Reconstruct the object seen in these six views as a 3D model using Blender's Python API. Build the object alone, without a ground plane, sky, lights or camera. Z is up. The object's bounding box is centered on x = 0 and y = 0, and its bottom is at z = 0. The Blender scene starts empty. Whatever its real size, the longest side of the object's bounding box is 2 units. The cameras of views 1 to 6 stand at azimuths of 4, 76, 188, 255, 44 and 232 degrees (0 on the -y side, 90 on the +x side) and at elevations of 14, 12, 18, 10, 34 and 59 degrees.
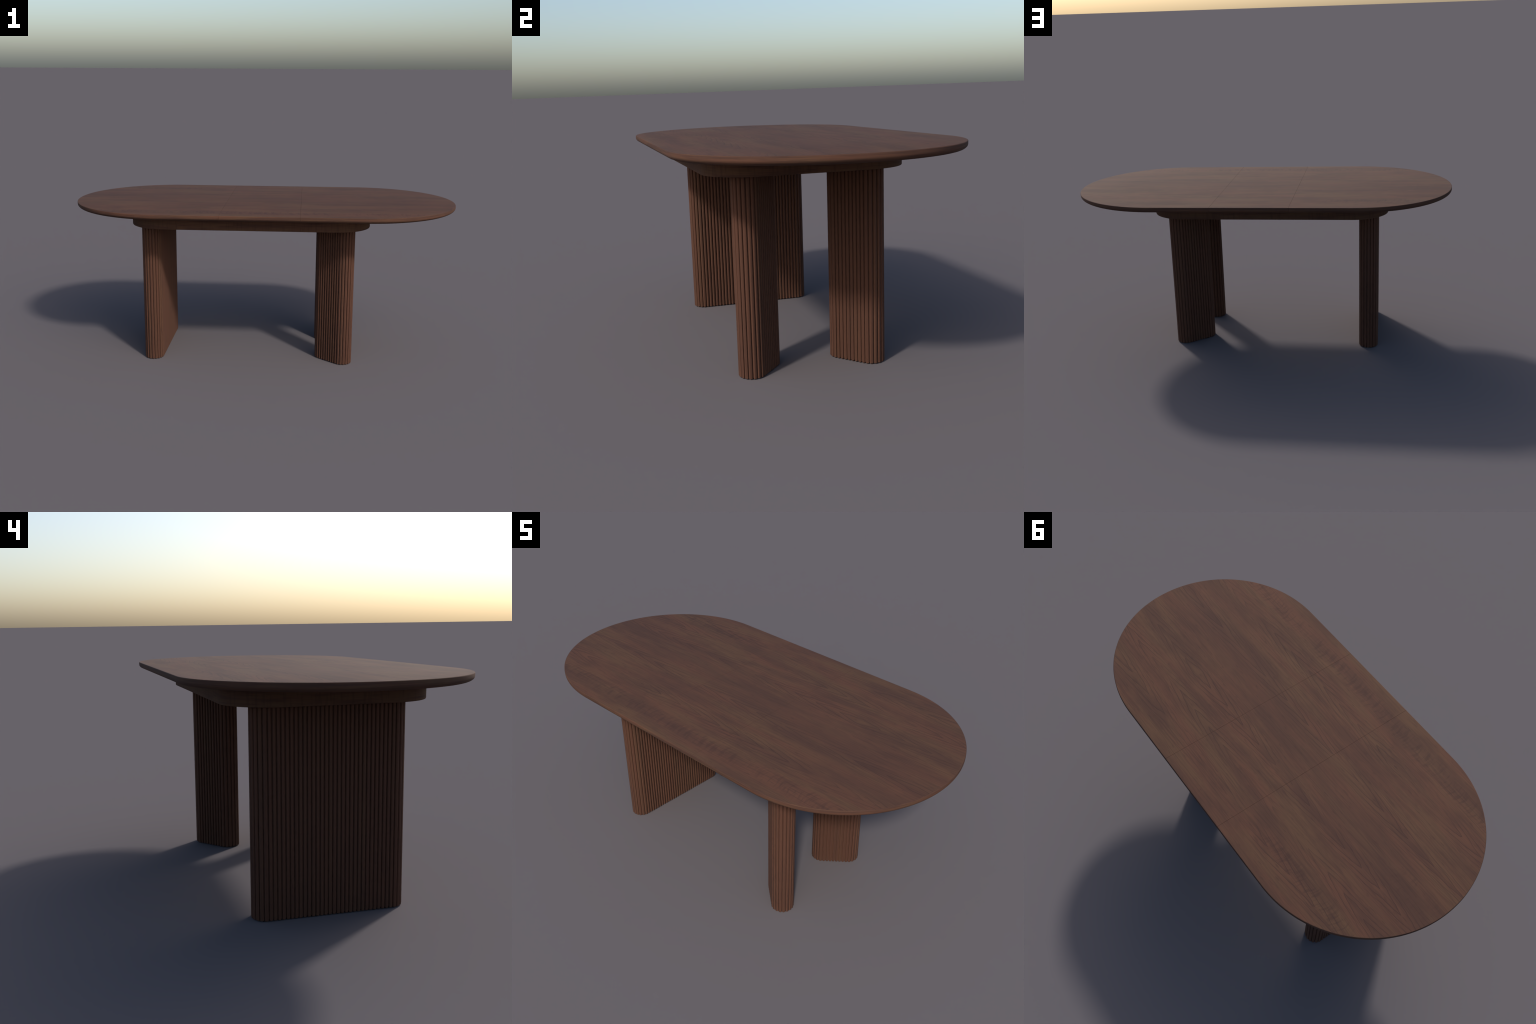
"""Oval walnut dining table: racetrack top in three boards, recessed apron,
one wide and two narrow reeded slab legs."""
import bpy, bmesh, math
from mathutils import Vector

# ------------------------------------------------------------------ sizes (m)
TOP_HALF_STRAIGHT, TOP_RADIUS = 0.5, 0.5          # racetrack 2.0 x 1.0
TOP_FULLNESS = 0.994                              # ends a hair fuller than a true half circle
TOP_Z, RIM_Z, UNDER_Z = 0.8193, 0.8075, 0.7900    # top face, widest line, underside
SEAM_X, SEAM_GAP = 0.195, 0.0006                  # extension-leaf joints
APRON = dict(cx=-0.0625, cy=-0.0058, hx=0.609, hy=0.365, rc=0.177, z0=0.7217)
CORE_R, REED_H, REED_TOP = 0.0425, 0.0070, 0.7245
FLAT_HALF, ARC_HALF = 0.0057, 0.0067              # half widths of reeds on sides / on ends
ARC_REEDS = 9                                     # reeds round each half-circle end
# centre x, centre y, half straight length, heading, reeds per straight side
LEGS = [(-0.5730, 0.0038, 0.2245, 90.0, 30),
        (0.3773, -0.1902, 0.0603, -40.0, 8),
        (0.3768, 0.1897, 0.0603, 40.0, 8)]


# ------------------------------------------------------------------ node help
class Nodes:
    """Tiny wrapper that makes shader math readable."""

    def __init__(self, name):
        self.mat = bpy.data.materials.new(name)
        self.mat.use_nodes = True
        self.t = self.mat.node_tree
        self.t.nodes.clear()

    def new(self, kind, **props):
        n = self.t.nodes.new(kind)
        for k, v in props.items():
            setattr(n, k, v)
        return n

    def put(self, sock, val):
        if isinstance(val, bpy.types.NodeSocket):
            self.t.links.new(val, sock)
        else:
            sock.default_value = val

    def m(self, op, a, b=0.0, c=0.0, clamp=False):
        n = self.new('ShaderNodeMath', operation=op, use_clamp=clamp)
        for s, v in zip(n.inputs, (a, b, c)):
            self.put(s, v)
        return n.outputs[0]

    def add(self, a, b): return self.m('ADD', a, b)
    def sub(self, a, b): return self.m('SUBTRACT', a, b)
    def mul(self, a, b): return self.m('MULTIPLY', a, b)

    def vec(self, x, y, z):
        n = self.new('ShaderNodeCombineXYZ')
        for s, v in zip(n.inputs, (x, y, z)):
            self.put(s, v)
        return n.outputs[0]

    def noise(self, vec, scale=1.0, detail=3.0, rough=0.5, dist=0.0):
        n = self.new('ShaderNodeTexNoise')
        self.put(n.inputs['Vector'], vec)
        n.inputs['Scale'].default_value = scale
        n.inputs['Detail'].default_value = detail
        n.inputs['Roughness'].default_value = rough
        n.inputs['Distortion'].default_value = dist
        return n.outputs['Fac']

    def smooth(self, v, lo, hi, a=0.0, b=1.0):
        n = self.new('ShaderNodeMapRange', interpolation_type='SMOOTHSTEP')
        for s, x in zip(n.inputs, (v, lo, hi, a, b)):
            self.put(s, x)
        return n.outputs[0]

    def ramp(self, v, stops):
        n = self.new('ShaderNodeValToRGB')
        e = n.color_ramp.elements
        e[0].position, e[1].position = stops[0][0], stops[-1][0]
        e[0].color = (*[stops[0][1]] * 3, 1)
        e[1].color = (*[stops[-1][1]] * 3, 1)
        for p, c in stops[1:-1]:
            e.new(p).color = (c, c, c, 1)
        self.put(n.inputs[0], v)
        return n.outputs[0]

    def mix(self, f, a, b, mode='MIX'):
        n = self.new('ShaderNodeMix', data_type='RGBA', blend_type=mode)
        self.put(n.inputs[0], f)
        for s, v in ((n.inputs[6], a), (n.inputs[7], b)):
            self.put(s, v if isinstance(v, bpy.types.NodeSocket) else (*v, 1))
        return n.outputs[2]

    def position(self):
        n = self.new('ShaderNodeSeparateXYZ')
        g = self.new('ShaderNodeNewGeometry')
        self.t.links.new(g.outputs['Position'], n.inputs[0])
        return n.outputs

    def finish(self, colour, rough, bump=None, strength=0.1, dist=0.0004, spec=0.25):
        p = self.new('ShaderNodeBsdfPrincipled')
        o = self.new('ShaderNodeOutputMaterial')
        self.put(p.inputs['Base Color'], colour)
        self.put(p.inputs['Roughness'], rough)
        p.inputs['Specular IOR Level'].default_value = spec
        if bump is not None:
            b = self.new('ShaderNodeBump')
            b.inputs['Strength'].default_value = strength
            b.inputs['Distance'].default_value = dist
            self.put(b.inputs['Height'], bump)
            self.t.links.new(b.outputs[0], p.inputs['Normal'])
        self.t.links.new(p.outputs[0], o.inputs[0])
        return self.mat


WOOD_DARK = (0.0640, 0.0305, 0.0205)
WOOD_RED = (0.0890, 0.0390, 0.0235)
LEG_RED = (0.0850, 0.0365, 0.0225)
WOOD_OLIVE = (0.0870, 0.0440, 0.0245)
LINE = (0.0330, 0.0160, 0.0135)


def top_wood():
    """Flat-sawn walnut: grain runs along x, cathedral arches in lengthwise bands."""
    n = Nodes('walnut_top')
    x, y, z = n.position()
    # edges: let height act as cross-grain so streaks follow the rim
    wob = n.noise(n.vec(n.mul(x, 2.2), n.mul(y, 9.0), 0.3), detail=3.0)
    wob2 = n.noise(n.vec(n.mul(x, 16.0), n.mul(y, 24.0), 4.0), detail=2.0)
    yw = n.add(y, n.mul(n.sub(wob, 0.5), 0.030))
    # broad tone bands
    band = n.noise(n.vec(n.mul(x, 1.9), n.mul(yw, 13.0), 2.0), detail=4.0, rough=0.55)
    hue = n.noise(n.vec(n.mul(x, 1.8), n.mul(yw, 11.0), 7.0), detail=3.0)
    blot = n.noise(n.vec(n.mul(x, 6.0), n.mul(y, 17.0), 9.0), detail=5.0, rough=0.65)
    tone = n.add(n.mul(band, 0.60), n.mul(blot, 0.40))
    base = n.mix(n.smooth(hue, 0.40, 0.62), WOOD_RED, WOOD_OLIVE)
    mid = n.smooth(n.m('ABSOLUTE', n.add(y, n.add(n.mul(x, 0.13), 0.01))), 0.16, 0.03)   # darker heartwood streak
    shade = n.sub(n.smooth(tone, 0.38, 0.58, 0.15, 1.0), n.mul(mid, n.smooth(blot, 0.36, 0.58, 0.0, 0.55)))
    col = n.mix(n.m('MAXIMUM', shade, 0.0), WOOD_DARK, base)
    # cathedral bands: nested arches |x-xc|*s + k*|y-yc|^1.4 = integer
    xj = n.add(x, n.mul(n.sub(n.noise(n.vec(n.mul(x, 4.0), n.mul(y, 10.0), 5.5), detail=3.0), 0.5), 0.12))
    yj = n.add(y, n.add(n.mul(n.sub(wob, 0.5), 0.030), n.mul(n.sub(wob2, 0.5), 0.009)))
    lines = None
    bands = [(0.140, 0.060, 0.50, 8.5), (0.262, 0.062, -1.15, 8.5), (0.385, 0.061, 1.05, 6.5),
             (-0.275, 0.078, -0.40, 8.0), (-0.095, 0.075, 0.95, 6.0)]
    for i, (yc, w, xc, s) in enumerate(bands):
        dy = n.m('ABSOLUTE', n.sub(yj, yc))
        g = n.mul(n.m('POWER', dy, 1.25), 120.0)
        h = n.add(n.mul(n.m('ABSOLUTE', n.sub(xj, xc)), s), n.add(g, 10.3 * i))
        f = n.m('FRACT', h)
        steep = n.add(n.mul(n.m('POWER', dy, 0.25), 120.0 * 1.25), s)       # rings per metre
        away = n.m('DIVIDE', n.sub(1.0, f), steep)                          # metres to the ring line
        edge = n.mul(n.smooth(away, 0.0040, 0.0012), n.smooth(dy, 0.016, 0.048, 1.0, 0.30))
        heart = n.mul(n.m('POWER', f, 3.0), n.smooth(dy, 0.028, 0.004))      # darker heart of each arch
        line = n.m('MAXIMUM', edge, n.mul(heart, 0.55))
        mask = n.smooth(dy, w, w * 0.72)
        fade = n.smooth(n.noise(n.vec(n.mul(x, 2.6), n.mul(y, 3.0), 20.0 + i), detail=2.0), 0.38, 0.55)
        v = n.mul(line, n.mul(mask, n.add(n.mul(fade, 0.8), 0.2)))
        lines = v if lines is None else n.m('MAXIMUM', lines, v)
    col = n.mix(n.mul(lines, 0.68), col, LINE)
    # straight fine grain
    fine = n.noise(n.vec(n.mul(x, 4.5), n.mul(n.add(yw, n.mul(z, 0.6)), 150.0), 1.0), detail=2.0, rough=0.5)
    pores = n.noise(n.vec(n.mul(x, 9.0), n.mul(yw, 420.0), 3.0), detail=2.0)
    fvar = n.smooth(n.noise(n.vec(n.mul(x, 1.5), n.mul(y, 7.0), 13.0)), 0.35, 0.65, 0.45, 1.0)
    streak = n.mul(n.smooth(fine, 0.50, 0.60), fvar)
    col = n.mix(n.mul(streak, 0.29), col, LINE)
    col = n.mix(n.mul(n.smooth(pores, 0.50, 0.66), 0.25), col, LINE)
    fleck = n.noise(n.vec(n.mul(x, 20.0), n.mul(yw, 110.0), 17.0), detail=1.0)
    col = n.mix(n.mul(n.smooth(fleck, 0.65, 0.73), 0.30), col, LINE)
    # curly cross figure in a few lengthwise zones
    curl = n.noise(n.vec(n.mul(n.add(x, n.mul(n.m('SINE', n.mul(y, 60.0)), 0.005)), 78.0), n.mul(y, 16.0), 6.0),
                   detail=2.5, dist=0.5)
    z1 = n.smooth(n.m('ABSOLUTE', n.add(y, 0.40)), 0.06, 0.015)
    z2 = n.mul(n.smooth(n.m('ABSOLUTE', n.sub(y, 0.355)), 0.05, 0.015), n.smooth(x, -0.25, -0.45))
    z3 = n.mul(n.smooth(n.m('ABSOLUTE', n.sub(y, 0.04)), 0.06, 0.02), n.smooth(x, -0.70, -0.82))
    zone = n.m('MAXIMUM', z1, n.m('MAXIMUM', z2, z3))
    zone = n.mul(zone, n.smooth(n.noise(n.vec(n.mul(x, 3.0), n.mul(y, 6.0), 31.0)), 0.30, 0.48))
    col = n.mix(n.mul(n.mul(n.smooth(curl, 0.46, 0.66), zone), 0.36), col, LINE)
    rough = n.smooth(tone, 0.3, 0.7, 0.88, 0.86)
    return n.finish(col, rough, bump=fine, strength=0.05)


def rim_wood():
    """Same wood on the rounded rim: streaks follow the edge all the way round."""
    n = Nodes('walnut_rim')
    x, y, z = n.position()
    zz = n.mul(z, 1.0)
    s1 = n.noise(n.vec(n.mul(x, 3.0), n.mul(y, 3.0), n.mul(zz, 90.0)), detail=4.0, rough=0.6, dist=0.5)
    s2 = n.noise(n.vec(n.mul(x, 9.0), n.mul(y, 9.0), n.mul(zz, 420.0)), detail=2.0)
    hue = n.noise(n.vec(n.mul(x, 4.0), n.mul(y, 4.0), n.mul(zz, 40.0)), detail=2.0)
    base = n.mix(n.smooth(hue, 0.4, 0.6), WOOD_RED, WOOD_OLIVE)
    col = n.mix(n.smooth(s1, 0.38, 0.58), WOOD_DARK, base)
    col = n.mix(n.mul(n.smooth(s2, 0.48, 0.66), 0.4), col, LINE)
    return n.finish(col, 0.9)


def apron_wood():
    n = Nodes('walnut_apron')
    x, y, z = n.position()
    s1 = n.noise(n.vec(n.mul(x, 4.0), n.mul(y, 4.0), n.mul(z, 60.0)), detail=4.0, rough=0.6)
    s2 = n.noise(n.vec(n.mul(x, 12.0), n.mul(y, 12.0), n.mul(z, 500.0)), detail=2.0)
    tick = n.noise(n.vec(n.mul(x, 110.0), n.mul(y, 110.0), n.mul(z, 9.0)), detail=2.0)
    base = n.mix(n.smooth(s1, 0.4, 0.6), WOOD_RED, WOOD_OLIVE)
    col = n.mix(n.smooth(s1, 0.34, 0.55), WOOD_DARK, base)
    col = n.mix(n.mul(n.smooth(s2, 0.48, 0.66), 0.40), col, LINE)
    col = n.mix(n.mul(n.smooth(tick, 0.50, 0.66), 0.30), col, LINE)
    return n.finish(col, 0.9)


def leg_wood():
    """Vertical grain that carries on from reed to reed, each reed a shade apart."""
    n = Nodes('walnut_leg')
    x, y, z = n.position()
    info = n.new('ShaderNodeObjectInfo')
    rnd = info.outputs['Random']
    zj = n.add(z, n.mul(rnd, 0.05))
    s1 = n.noise(n.vec(n.mul(x, 26.0), n.mul(y, 26.0), n.mul(zj, 2.4)), detail=4.0, rough=0.6, dist=0.6)
    s2 = n.noise(n.vec(n.mul(x, 420.0), n.mul(y, 420.0), n.mul(zj, 6.0)), detail=2.0)
    hue = n.add(n.mul(rnd, 0.40), n.mul(n.noise(n.vec(n.mul(x, 14.0), n.mul(y, 14.0), n.mul(zj, 2.0))), 0.60))
    base = n.mix(n.smooth(hue, 0.40, 1.15), LEG_RED, WOOD_OLIVE)
    col = n.mix(n.smooth(s1, 0.32, 0.52, 0.60, 1.0), WOOD_DARK, base)
    # occasional arch-shaped dark marks crossing neighbouring reeds
    arch = n.noise(n.vec(n.mul(x, 16.0), n.mul(y, 16.0), n.mul(z, 5.0)), detail=2.0, dist=0.3)
    f = n.m('FRACT', n.mul(arch, 9.0))
    mark = n.ramp(f, [(0.0, 0.0), (0.70, 0.10), (0.93, 0.7), (0.97, 1.0), (1.0, 0.0)])
    where = n.smooth(n.noise(n.vec(n.mul(x, 7.0), n.mul(y, 7.0), n.mul(z, 2.5)), detail=1.0), 0.50, 0.62)
    col = n.mix(n.mul(n.mul(mark, where), 0.28), col, LINE)
    col = n.mix(n.mul(n.smooth(s2, 0.48, 0.66), 0.12), col, LINE)
    return n.finish(col, 0.9)


# ------------------------------------------------------------------ geometry
def racetrack(inset, seg=72):
    """Outline of the top, pulled in by `inset`."""
    r, out = TOP_RADIUS - inset, []
    for side in (1, -1):
        for i in range(seg + 1):
            a = -math.pi / 2 + math.pi * i / seg
            c, s = math.cos(a), math.sin(a)
            x = r * max(c, 0.0) ** TOP_FULLNESS
            y = (r - 0.0012) * math.copysign(abs(s) ** TOP_FULLNESS, s)
            out.append((side * (TOP_HALF_STRAIGHT + x), side * y))
    return out


def rounded_rectangle(inset, seg=20):
    a_, out = APRON, []
    r = a_['rc'] - inset
    for k, (sx, sy) in enumerate(((1, -1), (1, 1), (-1, 1), (-1, -1))):
        for i in range(seg + 1):
            a = math.radians(-90 + 90 * k + 90 * i / seg)
            out.append((a_['cx'] + sx * (a_['hx'] - a_['rc']) + r * math.cos(a),
                        a_['cy'] + sy * (a_['hy'] - a_['rc']) + r * math.sin(a)))
    return out


def slab_outline(half, radius, seg=24):
    out = []
    for side in (1, -1):
        for i in range(seg + 1):
            a = -math.pi / 2 + math.pi * i / seg
            out.append((side * (half + radius * math.cos(a)), side * radius * math.sin(a)))
    return out


def stack(profile, outline):
    """Closed solid: one outline per (inset, z), capped at both ends."""
    bm, rings = bmesh.new(), []
    for inset, z in profile:
        rings.append([bm.verts.new((x, y, z)) for x, y in outline(inset)])
    k = len(rings[0])
    for a, b in zip(rings, rings[1:]):
        for i in range(k):
            j = (i + 1) % k
            bm.faces.new((a[i], a[j], b[j], b[i]))
    bm.faces.new(rings[0][::-1])
    bm.faces.new(rings[-1])
    bmesh.ops.recalc_face_normals(bm, faces=bm.faces)
    return bm


def to_object(bm, name, mats, parent, angle=30):
    for f in bm.faces:
        f.smooth = True
    for e in bm.edges:
        e.smooth = len(e.link_faces) == 2 and e.calc_face_angle(0) < math.radians(angle)
    me = bpy.data.meshes.new(name)
    bm.to_mesh(me)
    bm.free()
    for m in mats:
        me.materials.append(m)
    ob = bpy.data.objects.new(name, me)
    bpy.context.scene.collection.objects.link(ob)
    ob.parent = parent
    return ob


def top_profile():
    """Underside to top: broad under-curve, short upper round-over."""
    under, over = 0.029, 0.0030
    p = []
    for i in range(11):
        a = math.pi / 2 * (1 - i / 10)
        p.append((under * (1 - math.cos(a)), RIM_Z - (RIM_Z - UNDER_Z) * math.sin(a)))
    for i in range(8):
        a = math.pi / 2 * i / 7
        p.append((over * (1 - math.cos(a)), TOP_Z - over * (1 - math.sin(a))))
    return p


def board(x0, x1, name, mats, parent):
    bm = stack(top_profile(), racetrack)
    for x, nrm in ((x0, -1), (x1, 1)):
        if x is None:
            continue
        geo = bm.verts[:] + bm.edges[:] + bm.faces[:]
        r = bmesh.ops.bisect_plane(bm, geom=geo, plane_co=(x, 0, 0), plane_no=(nrm, 0, 0), clear_outer=True)
        cut = [e for e in r['geom_cut'] if isinstance(e, bmesh.types.BMEdge)]
        bmesh.ops.contextual_create(bm, geom=cut)
    bmesh.ops.recalc_face_normals(bm, faces=bm.faces)
    for f in bm.faces:
        flat_top = f.calc_center_median().z > TOP_Z - 1e-4
        f.material_index = 0 if flat_top else 1
    return to_object(bm, name, mats, parent)


def reed_mesh(mat, half):
    """Flat-crowned strip, width across x, bulging along +y, standing on z = 0."""
    bm, prof = bmesh.new(), []
    for i in range(19):
        a = math.pi * i / 18
        c, s = math.cos(a), math.sin(a)
        prof.append((half * math.copysign(abs(c) ** 0.78, c), REED_H * s ** 0.66))
    prof = [(half, -0.0015)] + prof + [(-half, -0.0015)]
    rings = []
    for z, k in ((0.0, 0.0009), (0.0012, 0.0), (REED_TOP, 0.0)):
        rings.append([bm.verts.new((x * (1 - k / half), y - (k if y > 0 else 0) * (y / REED_H), z)) for x, y in prof])
    m = len(prof)
    for a, b in zip(rings, rings[1:]):
        for i in range(m):
            j = (i + 1) % m
            bm.faces.new((a[i], a[j], b[j], b[i]))
    bm.faces.new(rings[0][::-1])
    bm.faces.new(rings[-1])
    bmesh.ops.recalc_face_normals(bm, faces=bm.faces)
    ob = to_object(bm, 'reed', [mat], None, angle=38)
    me = ob.data
    bpy.data.objects.remove(ob)
    return me


def reed_places(half, count):
    """(x, y, outward angle, on a round end) round a slab outline, in the leg's own frame."""
    out = []
    for side in (1, -1):
        for i in range(count):
            t = -half + 2 * half * (i + 0.5) / count
            out.append((t, side * CORE_R, math.radians(90 * side), False))
        for i in range(ARC_REEDS):
            a = math.radians(-90 + 180 * (i + 0.5) / ARC_REEDS)
            a = a if side > 0 else a + math.pi
            out.append((side * half + CORE_R * math.cos(a), CORE_R * math.sin(a), a, True))
    return out


def build():
    table = bpy.data.objects.new('dining_table', None)
    bpy.context.scene.collection.objects.link(table)
    table['label'] = 'oval dark walnut dining table with three reeded slab legs'
    table['category'] = 'dining table'

    top, rim, apr, leg = top_wood(), rim_wood(), apron_wood(), leg_wood()
    g = SEAM_GAP / 2
    board(None, -SEAM_X - g, 'tabletop_panel', [top, rim], table)
    board(SEAM_X + g, None, 'tabletop_panel', [top, rim], table)
    board(-SEAM_X + g, SEAM_X - g, 'tabletop_leaf', [top, rim], table)

    z0 = APRON['z0']
    to_object(stack([(0.004, z0), (0.0012, z0 + 0.0012), (0.0, z0 + 0.004), (0.0, UNDER_Z + 0.001)],
                    rounded_rectangle), 'apron', [apr], table)

    side_strip, end_strip = reed_mesh(leg, FLAT_HALF), reed_mesh(leg, ARC_HALF)
    for cx, cy, half, heading, count in LEGS:
        bm = stack([(0.001, 0.0015), (0.0, 0.0025), (0.0, REED_TOP + 0.0008)],
                   lambda inset, h=half: slab_outline(h, CORE_R + 0.0003 - inset))
        slab = to_object(bm, 'leg', [leg], table)
        slab.location = (cx, cy, 0)
        slab.rotation_euler = (0, 0, math.radians(heading))
        for x, y, a, on_end in reed_places(half, count):
            r = bpy.data.objects.new('reed', end_strip if on_end else side_strip)
            bpy.context.scene.collection.objects.link(r)
            r.parent = slab
            r.location = (x, y, 0)
            r.rotation_euler = (0, 0, a - math.pi / 2)


build()
